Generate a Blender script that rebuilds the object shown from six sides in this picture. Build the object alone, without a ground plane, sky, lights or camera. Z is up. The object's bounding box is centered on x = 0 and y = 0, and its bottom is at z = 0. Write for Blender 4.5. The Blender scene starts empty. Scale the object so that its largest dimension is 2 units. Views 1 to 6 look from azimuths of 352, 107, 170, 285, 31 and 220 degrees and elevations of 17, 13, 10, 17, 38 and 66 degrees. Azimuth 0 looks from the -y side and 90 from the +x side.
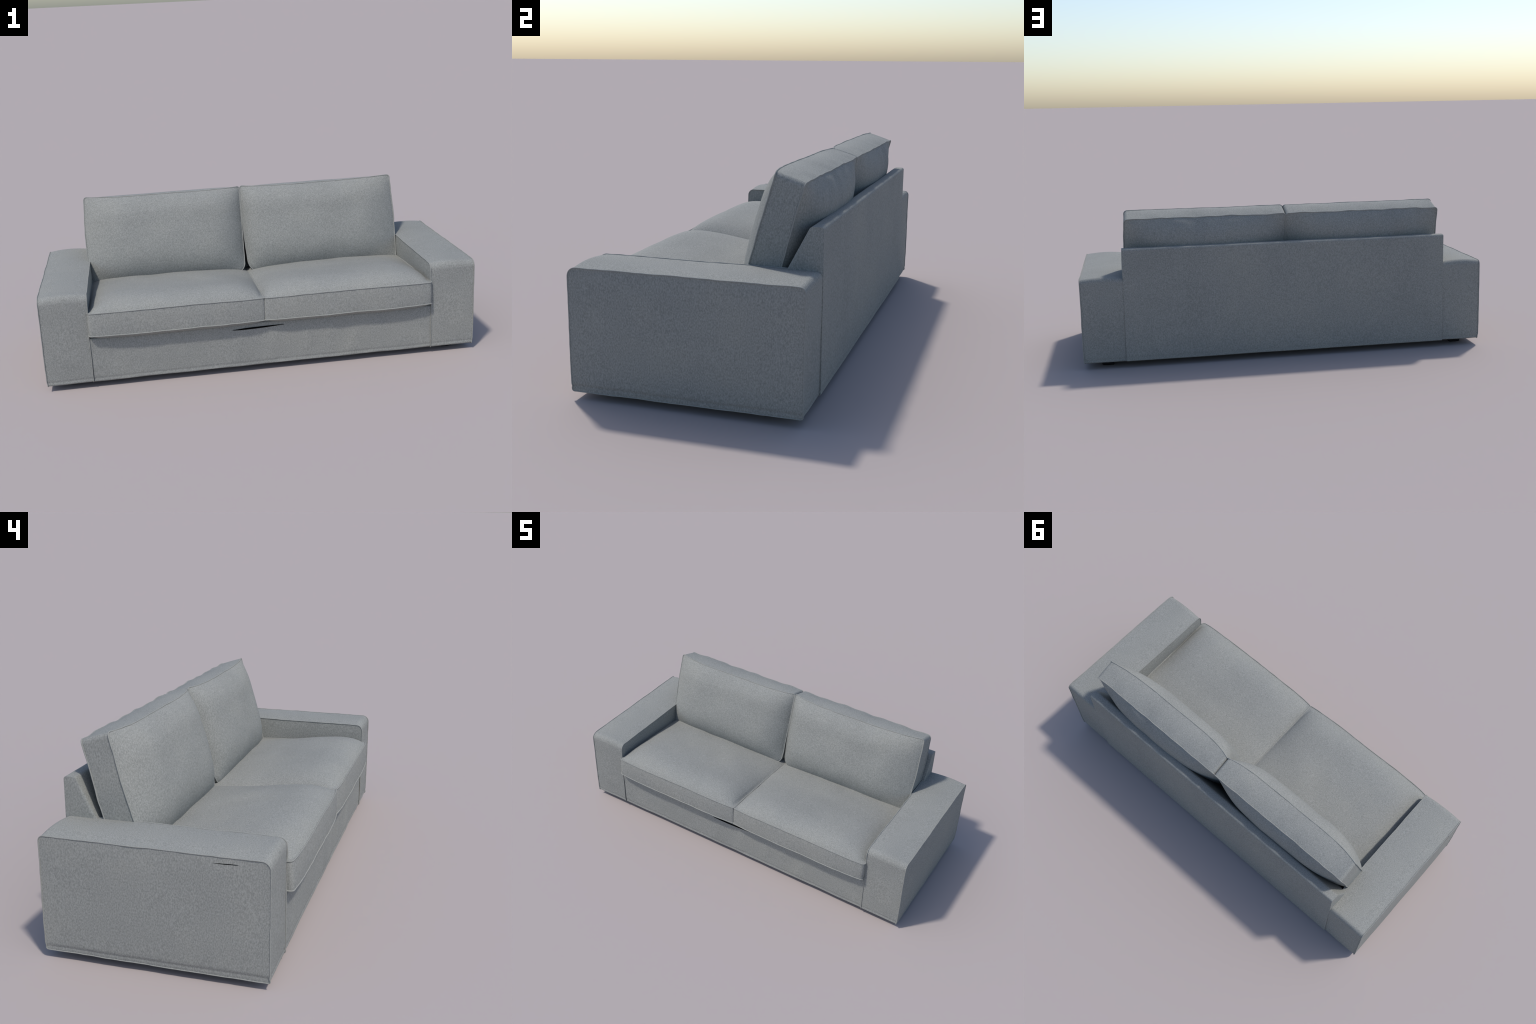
"""Two-seat fabric sofa: low wide box arms, sloped backrest frame, front rail,
two boxed seat cushions, two plump back cushions, piped seams, black block feet.
Metres, z up, front towards -y."""
import bpy, math
from mathutils import Vector, noise

# ------------------------------------------------------------------ materials
def node(nt, kind, x, y, **props):
    n = nt.nodes.new(kind)
    n.location = (x, y)
    for k, v in props.items():
        setattr(n, k, v)
    return n


def fabric(name, low, high, warm, grain=1.0):
    """Heathered wool-blend weave: mottled yarn tones, faint vertical slubs,
    broad patches that drift slightly warm, fine weave bump."""
    m = bpy.data.materials.new(name)
    m.use_nodes = True
    nt = m.node_tree
    b = nt.nodes["Principled BSDF"]
    b.inputs["Roughness"].default_value = 0.95
    b.inputs["Specular IOR Level"].default_value = 0.18
    b.inputs["Sheen Weight"].default_value = 0.0
    tc = node(nt, "ShaderNodeTexCoord", -1500, 0)
    mp = node(nt, "ShaderNodeMapping", -1300, 0)
    mp.inputs["Scale"].default_value = (1.0, 1.0, 0.55)
    nt.links.new(tc.outputs["Object"], mp.inputs["Vector"])

    def tex(scale, detail, y, src):
        n = node(nt, "ShaderNodeTexNoise", -1050, y)
        n.inputs["Scale"].default_value = scale
        n.inputs["Detail"].default_value = detail
        n.inputs["Roughness"].default_value = 0.6
        nt.links.new(src, n.inputs["Vector"])
        return n.outputs["Fac"]

    slub = tex(270.0, 2.0, 300, mp.outputs["Vector"])
    yarn = tex(560.0, 1.5, 50, tc.outputs["Object"])
    cloud = tex(3.2, 3.0, -200, tc.outputs["Object"])

    def math_node(op, a, bb, x, y):
        n = node(nt, "ShaderNodeMath", x, y, operation=op)
        for i, v in enumerate((a, bb)):
            if isinstance(v, (int, float)):
                n.inputs[i].default_value = v
            else:
                nt.links.new(v, n.inputs[i])
        return n.outputs[0]

    mix1 = math_node("ADD", math_node("MULTIPLY", slub, 0.55, -850, 300),
                     math_node("MULTIPLY", yarn, 0.30, -850, 100), -650, 200)
    mix2 = math_node("ADD", mix1, math_node("MULTIPLY", cloud, 0.15, -850, -100), -480, 150)
    ramp = node(nt, "ShaderNodeValToRGB", -300, 200)
    ramp.color_ramp.elements[0].position = 0.5 - 0.17 / grain
    ramp.color_ramp.elements[0].color = (*low, 1)
    ramp.color_ramp.elements[1].position = 0.5 + 0.17 / grain
    ramp.color_ramp.elements[1].color = (*high, 1)
    nt.links.new(mix2, ramp.inputs["Fac"])
    patch = node(nt, "ShaderNodeMapRange", -650, -250)
    patch.inputs["From Min"].default_value = 0.48
    patch.inputs["From Max"].default_value = 0.72
    patch.inputs["To Max"].default_value = 0.45
    nt.links.new(cloud, patch.inputs["Value"])
    tint = node(nt, "ShaderNodeMix", -50, 150, data_type="RGBA", blend_type="MULTIPLY")
    nt.links.new(patch.outputs[0], tint.inputs[0])
    nt.links.new(ramp.outputs["Color"], tint.inputs[6])
    tint.inputs[7].default_value = (*warm, 1)
    nt.links.new(tint.outputs[2], b.inputs["Base Color"])
    bump = node(nt, "ShaderNodeBump", -50, -250)
    bump.inputs["Strength"].default_value = 0.25
    bump.inputs["Distance"].default_value = 0.0015
    nt.links.new(mix1, bump.inputs["Height"])
    nt.links.new(bump.outputs["Normal"], b.inputs["Normal"])
    return m


def plain(name, col, rough):
    m = bpy.data.materials.new(name)
    m.use_nodes = True
    nt = m.node_tree
    b = nt.nodes["Principled BSDF"]
    b.inputs["Roughness"].default_value = rough
    b.inputs["Specular IOR Level"].default_value = 0.25 if rough < 0.9 else 0.0
    n = node(nt, "ShaderNodeTexNoise", -500, 0)
    n.inputs["Scale"].default_value = 60.0
    r = node(nt, "ShaderNodeValToRGB", -300, 0)
    r.color_ramp.elements[0].color = (*[c * 0.8 for c in col], 1)
    r.color_ramp.elements[1].color = (*[c * 1.2 for c in col], 1)
    tc = node(nt, "ShaderNodeTexCoord", -700, 0)
    nt.links.new(tc.outputs["Object"], n.inputs["Vector"])
    nt.links.new(n.outputs["Fac"], r.inputs["Fac"])
    nt.links.new(r.outputs["Color"], b.inputs["Base Color"])
    return m


CLOTH = fabric("grey_wool_weave", (0.196, 0.200, 0.188), (0.312, 0.316, 0.295), (1.0, 0.975, 0.93), 1.55)
PIPE = fabric("grey_piping_weave", (0.222, 0.225, 0.211), (0.310, 0.314, 0.292), (1.0, 0.97, 0.92), 0.8)
BLACK = plain("black_plastic", (0.006, 0.006, 0.007), 0.5)
SLIT_BLACK = plain("near_black_slit", (0.004, 0.004, 0.004), 1.0)  # near-black colour paints the darkness inside the slits; nothing is cut open

# ------------------------------------------------------------------ mesh tools
def add_object(name, verts, faces, mat, parent, sharp=38.0):
    me = bpy.data.meshes.new(name)
    me.from_pydata([tuple(v) for v in verts], [], faces)
    me.validate()
    me.shade_smooth()
    me.set_sharp_from_angle(angle=math.radians(sharp))
    me.materials.append(mat)
    ob = bpy.data.objects.new(name, me)
    bpy.context.scene.collection.objects.link(ob)
    ob.parent = parent
    return ob


def rounded_loop(corners, radii, step):
    """Closed polygon with a fillet of its own radius at each corner,
    resampled evenly along each straight; returns (u, v) points."""
    out = []
    n = len(corners)
    arcs = []
    for i in range(n):
        p0, p, p1 = Vector(corners[i - 1]), Vector(corners[i]), Vector(corners[(i + 1) % n])
        d0, d1 = (p0 - p).normalized(), (p1 - p).normalized()
        half = math.acos(max(-1, min(1, d0.dot(d1)))) / 2
        t = radii[i] / math.tan(half)
        c = p + (d0 + d1).normalized() * (radii[i] / math.sin(half))
        a0, a1 = p + d0 * t, p + d1 * t
        k = max(6, int(radii[i] * (math.pi - 2 * half) / (step * 0.6)))
        e0, e1 = a0 - c, a1 - c
        ang = math.pi - 2 * half
        arc = []
        for j in range(k + 1):
            w = j / k
            q = (e0 * math.sin((1 - w) * ang) + e1 * math.sin(w * ang)) / math.sin(ang)
            arc.append(c + q)
        arcs.append(arc)
    for i in range(n):
        out += arcs[i]
        a, b = arcs[i][-1], arcs[(i + 1) % n][0]
        m = max(1, int((b - a).length / step))
        out += [a.lerp(b, j / m) for j in range(1, m)]
    return out


def block(name, loop, place, swell, parent, layers=10, rings=26, mat=CLOTH, waist=0.0, centre=(0, 0)):
    """Boxed upholstery: a side strip swept along `loop` between two panels.
    place(u, v, c) -> point for c in -1..1; swell(u, v, side) -> panel offset."""
    verts, faces = [], []
    n = len(loop)
    cu, cv = centre
    mids = [Vector((p[0] - cu, p[1] - cv)) for p in loop]
    outward = []
    for i in range(n):
        d = Vector(loop[(i + 1) % n]) - Vector(loop[i - 1])
        outward.append(Vector((d.y, -d.x)).normalized())
    turn = sum(mids[i].x * mids[(i + 1) % n].y - mids[i].y * mids[(i + 1) % n].x for i in range(n))
    flip = turn < 0
    if flip:
        outward = [-o for o in outward]
    for k in range(layers + 1):
        c = -1 + 2 * k / layers
        g = waist * (1 - c * c)
        for i, p in enumerate(loop):
            verts.append(place(p[0] + outward[i].x * g, p[1] + outward[i].y * g, c))
    for k in range(layers):
        for i in range(n):
            j = (i + 1) % n
            f = (k * n + i, k * n + j, (k + 1) * n + j, (k + 1) * n + i)
            faces.append(f[::-1] if flip else f)
    for side in (-1, 1):
        ring0 = 0 if side < 0 else layers * n
        prev = ring0
        for r in range(1, rings):
            t = r / rings
            s = 1 - t * t * 0.5 - t * 0.5 if t < 1 else 0
            start = len(verts)
            fade = min(1.0, (1 - s) * 60)
            for m in mids:
                u, v = cu + m.x * s, cv + m.y * s
                verts.append(place(u, v, side) + swell(u, v, side) * fade)
            for i in range(n):
                j = (i + 1) % n
                f = (prev + i, prev + j, start + j, start + i)
                faces.append(f if (side > 0) != flip else f[::-1])
            prev = start
        verts.append(place(cu, cv, side) + swell(cu, cv, side))
        top = len(verts) - 1
        for i in range(n):
            j = (i + 1) % n
            f = (prev + i, prev + j, top)
            faces.append(f if (side > 0) != flip else f[::-1])
    return add_object(name, verts, faces, mat, parent)


def piping(name, path, radius, parent, closed=True, sides=8, mat=PIPE):
    """Round welt cord along a list of points."""
    verts, faces = [], []
    n = len(path)
    path = [p + noise.noise_vector(p * 28) * 0.0011 for p in path]
    for i, p in enumerate(path):
        a = path[i - 1] if (closed or i) else path[i]
        b = path[(i + 1) % n] if (closed or i < n - 1) else path[i]
        t = (b - a).normalized()
        ref = Vector((0.31, 0.52, 0.79))
        x = t.cross(ref).normalized()
        # keep the ring frame stable by re-using the previous one
        if i:
            x = (last - t * last.dot(t)).normalized()
        last = x
        y = t.cross(x)
        r = radius * (1 + 0.18 * noise.noise(p * 45))
        for k in range(sides):
            w = 2 * math.pi * k / sides
            verts.append(p + x * math.cos(w) * r + y * math.sin(w) * r)
    for i in range(n if closed else n - 1):
        j = (i + 1) % n
        best = 0
        if closed and j == 0:  # match the twist where the cord closes
            best = min(range(sides), key=lambda o: (verts[i * sides] - verts[o]).length)
        for k in range(sides):
            faces.append((i * sides + k, i * sides + (k + 1) % sides,
                          j * sides + (k + 1 + best) % sides, j * sides + (k + best) % sides))
    if not closed:
        faces.append(tuple(range(sides))[::-1])
        faces.append(tuple((n - 1) * sides + k for k in range(sides)))
    return add_object(name, verts, faces, mat, parent, 80)


def ripple(p, size, amp):
    """Soft irregularity of stuffed cloth."""
    return noise.noise_vector(p * size) * amp


def pillow(a, b, pa, pb):
    a, b = min(1, abs(a)), min(1, abs(b))
    return (1 - a ** pa) * (1 - b ** pb)


def smooth(x, lo, hi):
    t = max(0.0, min(1.0, (x - lo) / (hi - lo)))
    return t * t * (3 - 2 * t)


# ------------------------------------------------------------------ the sofa
sofa = bpy.data.objects.new("sofa", None)
bpy.context.scene.collection.objects.link(sofa)
sofa["label"] = "grey fabric two-seat sofa with wide box arms and piped cushions"
sofa["category"] = "sofa"

FLOOR_GAP = 0.029      # hem height above the ground
FRONT, BACK = -0.368, 0.4065


def hem_groove(z, depth=0.0020):
    """Stitched hem: a shallow line 14 mm above the lower edge."""
    return -depth * math.exp(-((z - FLOOR_GAP - 0.015) / 0.004) ** 2)


# ---- arms: a strip round front, top and back with a flat panel on either side
def build_arm(side):
    inner, outer = 0.787, 0.992
    ARM_TOP, dome, nose = (0.4375, 0.007, 0.030) if side > 0 else (0.436, 0.009, 0.028)
    loop = rounded_loop([(FRONT - 0.002, FLOOR_GAP - 0.003), (FRONT, ARM_TOP), (BACK, ARM_TOP), (BACK - 0.004, FLOOR_GAP + 0.001)],
                        [0.008, nose, 0.020, 0.008], 0.0045)
    cy, cz = 0.02, 0.23

    def place(u, v, c):
        x = inner + (outer - inner) * (c * side * side + 1) / 2
        x -= 0.006 * (0.5 - c / 2) * smooth(v, 0.24, 0.42)             # inner edge overhangs the seat
        y, z = u, v
        crown = (1 - c * c)
        if v > ARM_TOP - 0.03:
            z += dome * crown * smooth(v, ARM_TOP - 0.03, ARM_TOP)
        g = hem_groove(z) if v > FLOOR_GAP + 0.002 else 0
        if u < FRONT + 0.02:
            y -= 0.003 * crown * smooth(z, 0.03, 0.15) + g
        if u > BACK - 0.02:
            y += 0.002 * crown + g
        x -= 0.003 * (1 - smooth(z, 0.028, 0.060)) * (0.5 + c / 2)     # lower outer edge tucks in
        p = Vector((x * side, y, z))
        return p + ripple(p, 7, 0.0016)

    def swell(u, v, c):
        a, b = (u - cy) / 0.386, (v - cz) / 0.205
        h = (0.005 if c > 0 else 0.006) * pillow(a, b, 4, 4)
        h += hem_groove(v) if c > 0 else 0
        return Vector((side * c * h, 0, 0))

    arm = block("arm", loop, place, swell, sofa, layers=14, rings=30, centre=(cy, cz))
    for c in (-1, 1):
        path = [place(p[0] + (p[0] - cy) * 0.003, p[1] + (p[1] - cz) * 0.003, c) for p in loop]
        if c < 0:       # the inner cord ends where the back panel covers it
            k = next(i for i, p in enumerate(loop) if p[0] > 0.30 and p[1] > 0.4)
            j = next(i for i, p in enumerate(loop) if i > k and p[0] < 0.20)
            path = path[j:] + path[:k]
        piping("piping", path, 0.0020, arm, closed=c > 0)
    return arm


arms = {s: build_arm(s) for s in (1, -1)}

# ---- backrest frame: sloped front, straight back, hem at the floor
def build_backrest():
    x0, x1 = -0.798, 0.7905
    loop = rounded_loop([(0.235, FLOOR_GAP), (0.235, 0.33), (0.366, 0.578), (0.4085, 0.578), (0.4085, FLOOR_GAP)],
                        [0.006, 0.03, 0.014, 0.010, 0.006], 0.008)

    def place(u, v, c):
        p = Vector((x0 + (x1 - x0) * (c + 1) / 2, u, v))
        if u > 0.39 and v > FLOOR_GAP + 0.002:
            p.y += hem_groove(v)
        return p + ripple(p, 3.5, 0.0014)

    def swell(u, v, c):
        return Vector((c * 0.003 * pillow((u - 0.33) / 0.08, (v - 0.35) / 0.24, 3, 4), 0, 0))

    return block("backrest", loop, place, swell, sofa, layers=90, rings=12, centre=(0.32, 0.25))


build_backrest()

# ---- seat base with its front rail
def build_base():
    loop = rounded_loop([(FRONT + 0.001, FLOOR_GAP - 0.002), (FRONT + 0.001, 0.236), (0.26, 0.236), (0.26, FLOOR_GAP + 0.001)],
                        [0.006, 0.010, 0.01, 0.006], 0.0045)

    def place(u, v, c):
        p = Vector((0.7855 * c, u, v))
        if u < FRONT + 0.02 and v > FLOOR_GAP + 0.003:
            p.y -= hem_groove(v)
            p.y += 0.0022 * noise.noise(Vector((c * 14, v * 9, 2.0)))
            p.y += 0.0015 * math.sin(9 * c + 1.3) * smooth(v, 0.12, 0.24)
        return p + ripple(p, 6, 0.0022)

    base = block("seat_base", loop, place, lambda u, v, c: Vector(), sofa, layers=110, rings=4, centre=(-0.05, 0.13))

    def dark_slit_lens(name, start, end, lift, normal_axis, parent):
        """Solid near-black lens set into the cover, standing for a narrow dark slit."""
        verts, faces = [], []
        k = 24
        for i in range(k + 1):
            t = i / k
            q = start.lerp(end, t)
            w = lift * math.sin(math.pi * t ** 0.8) ** 0.9 + 0.0002
            for dz, d in ((-w, 0), (w * 0.8, 0), (w * 0.8, -0.012), (-w, -0.012)):
                verts.append(q + Vector((0, 0, dz)) + normal_axis * d)
        for i in range(k):
            for j in range(4):
                faces.append((i * 4 + j, i * 4 + (j + 1) % 4, i * 4 + 4 + (j + 1) % 4, i * 4 + 4 + j))
        faces.append((0, 1, 2, 3))
        faces.append(tuple(k * 4 + j for j in (3, 2, 1, 0)))
        add_object(name, verts, faces, SLIT_BLACK, parent)

    dark_slit_lens("dark_slit_lens", Vector((-0.150, FRONT - 0.001, 0.2085)), Vector((0.088, FRONT - 0.001, 0.2145)),
             0.0040, Vector((0, -1, 0)), base)
    dark_slit_lens("dark_slit_lens", Vector((-0.9945, -0.268, 0.4165)), Vector((-0.9945, -0.172, 0.4135)),
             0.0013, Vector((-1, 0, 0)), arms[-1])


build_base()

# ---- seat cushions
def build_seat(side):
    """side +1 sits at +x."""
    x_in, x_out = (-0.001, 0.784) if side > 0 else (0.0015, 0.785)
    z_front, z_back = (0.254, 0.356), (0.245, 0.332)
    y_front, y_back = -0.387, 0.262
    hx, hy = (x_out - x_in) / 2, (y_back - y_front) / 2
    mx, my = (x_out + x_in) / 2, (y_back + y_front) / 2
    loop = rounded_loop([(-hx, -hy), (hx, -hy), (hx, hy), (-hx, hy)], [0.006, 0.013, 0.03, 0.03], 0.009)

    def place(u, v, c):
        a, b = u / hx, v / hy
        k = max(0.0, min(1.0, (b + 1) / 2))
        lo = z_front[0] * (1 - k) + z_back[0] * k
        hi = z_front[1] * (1 - k) + z_back[1] * k
        x, y, z = mx + u, my + v, lo + (hi - lo) * (c + 1) / 2
        front = max(0.0, -b) ** 4
        y -= front * (0.010 * (1 - abs(a) ** 7) + 0.002 * (1 - c))
        if a > 0:                                   # the strip by the arm narrows backwards
            x -= (0.014 if side > 0 else 0.007) * a ** 6 * k
        if a < 0 and c > 0:                         # inner seam dips towards the back
            z -= 0.022 * a ** 8 * k ** 1.5 * c
        z += 0.004 * (1 - a * a) * (1 - k) * (1 if c > 0 else -0.3)
        p = Vector((x * side, y, z))
        return p + ripple(p + Vector((3 * side, 0, 0)), 8, 0.0022)

    def swell(u, v, c):
        a, b = u / hx, v / hy
        if c > 0:
            # fullest just behind the front seam, sinking towards the back
            fall = 1 - 0.62 * smooth(b, -0.80, 0.70)
            h = 0.049 * pillow(a, b if b < 0 else b * 0.9, (10 - (4.4 if side > 0 else 2.6) * (b + 1)) if a > 0 else max(2.4, 9 - 4.4 * (b + 1)), 8) * fall
            p = Vector((mx + u, my + v, side * 2.0))
            h += 0.0020 * noise.noise(p * 9) * pillow(a, b, 6, 6)
            return Vector((0, 0, h * min(1.0, pillow(a, b, 8, 8) * 4)))
        return Vector((0, 0, -0.023 * pillow(a, b, 16, 30)))

    seat = block("seat_cushion", loop, place, swell, sofa, layers=10, rings=44, waist=0.002)
    for c in (-1, 1):
        path = [place(p[0] * 1.002, p[1] * 1.002, c) + Vector((0, 0, 0.0005 * c)) for p in loop]
        piping("piping", path, 0.0026 if c < 0 else 0.0020, seat)
    return seat


for s in (1, -1):
    build_seat(s)

# ---- back cushions
def build_back_cushion(side):
    if side > 0:
        x_in, x_out = -0.010, 0.772
        bow, belly, hump, seed = 0.027, 0.063, 0.070, 4.0
        round_end, square_end = 3.0, 9.0
        lower = [0.06, 0.022]
    else:
        x_in, x_out = 0.0125, 0.786
        bow, belly, hump, seed = 0.026, 0.068, 0.060, 9.0
        round_end, square_end = 4.5, 6.0
        lower = [0.050, 0.055]
    # front and back panel: lower and upper edge in (y, z)
    f_lo, f_hi = Vector((0.124, 0.320)), Vector((0.247, 0.740))
    r_lo, r_hi = Vector((0.230, 0.295)), Vector((0.342, 0.709))
    hx, hv = (x_out - x_in) / 2, 0.215
    mx = (x_out + x_in) / 2
    n_front = Vector((0, -0.96, 0.28))
    loop = rounded_loop([(-hx, -hv), (hx, -hv), (hx, hv), (-hx, hv)], lower + [0.016, 0.016], 0.009)

    def place(u, v, c):
        a, b = u / hx, v / hv
        k = max(0.0, min(1.0, (b + 1) / 2))
        f, r = f_lo.lerp(f_hi, k), r_lo.lerp(r_hi, k)
        w = (c + 1) / 2                              # c = +1 is the front panel
        q = r.lerp(f, w)
        x = mx + u
        top = smooth(b, 0.2, 1.0)
        arch = max(0.0, 1 - min(1.0, abs(a)) ** (5 if a < 0 else round_end))
        y, z = q.x, q.y
        y -= bow * arch * top * w                    # upper front seam bows forward
        z += arch * top * (-0.004 * w + 0.008 * (1 - c * c))
        if c <= 0:                                   # upper rear seam is slack and wavy
            wave = 0.55 * math.sin(9.0 * a + seed) + 0.45 * math.sin(21.0 * a + 2 * seed)
            z += -c * top * arch ** 0.3 * (0.0024 * wave - 0.001)
            y += -c * top * 0.002 * wave
        x += (0.005 * a * a * (1 - b * b) if a > 0 else
              -(0.014 if side > 0 else 0.004) * a ** 3 * (1 - min(1.0, k)) ** 1.6)        # outer end bulges, split opens downwards
        p = Vector((x * side, y, z))
        return p + ripple(p + Vector((0, seed, 0)), 9, 0.0022)

    def swell(u, v, c):
        a, b = u / hx, v / hv
        if c > 0:
            h = belly * pillow(a, b, square_end if a < 0 else round_end + 0.8, 3.4) + 0.010 * pillow(a, b + 0.25, 2, 2)
            h += 0.003 * noise.noise(Vector((u * 7, v * 7, seed))) * pillow(a, b, 6, 6)
            return n_front * h
        h = hump * pillow(a, b, 3.5, 3.5)
        # gathers hanging from the rear top seam
        zone = smooth(b, 0.35, 0.8) * (1 - smooth(b, 0.9, 1.0))
        h += zone * 0.006 * noise.noise(Vector((u * 13, v * 6, seed * 3)))
        return -n_front * h

    cushion = block("back_cushion", loop, place, swell, sofa, layers=10, rings=44, waist=0.001)
    for c in (-1, 1):
        path = [place(p[0] * 1.002, p[1] * 1.003, c) for p in loop]
        piping("piping", path, 0.0024, cushion)
    return cushion


for s in (1, -1):
    build_back_cushion(s)

# ---- feet: short tapered black blocks
def build_foot():
    verts, faces = [], []
    for z, h in ((0.0, 0.025), (0.003, 0.028), (0.026, 0.030), (0.034, 0.030)):
        for x, y in rounded_loop([(-h, -h), (h, -h), (h, h), (-h, h)], [0.004] * 4, 0.02):
            verts.append((x, y, z))
    n = len(verts) // 4
    for k in range(3):
        for i in range(n):
            j = (i + 1) % n
            faces.append((k * n + i, k * n + j, (k + 1) * n + j, (k + 1) * n + i))
    faces.append(tuple(range(n))[::-1])
    faces.append(tuple(3 * n + i for i in range(n)))
    return add_object("foot", verts, faces, BLACK, sofa)


first = build_foot()
spots = [(-0.886, -0.285), (0.884, -0.288), (0.881, 0.318), (-0.890, 0.315)]
first.location = (*spots[0], 0)
for x, y in spots[1:]:
    f = first.copy()
    f.location = (x, y, 0)
    bpy.context.scene.collection.objects.link(f)
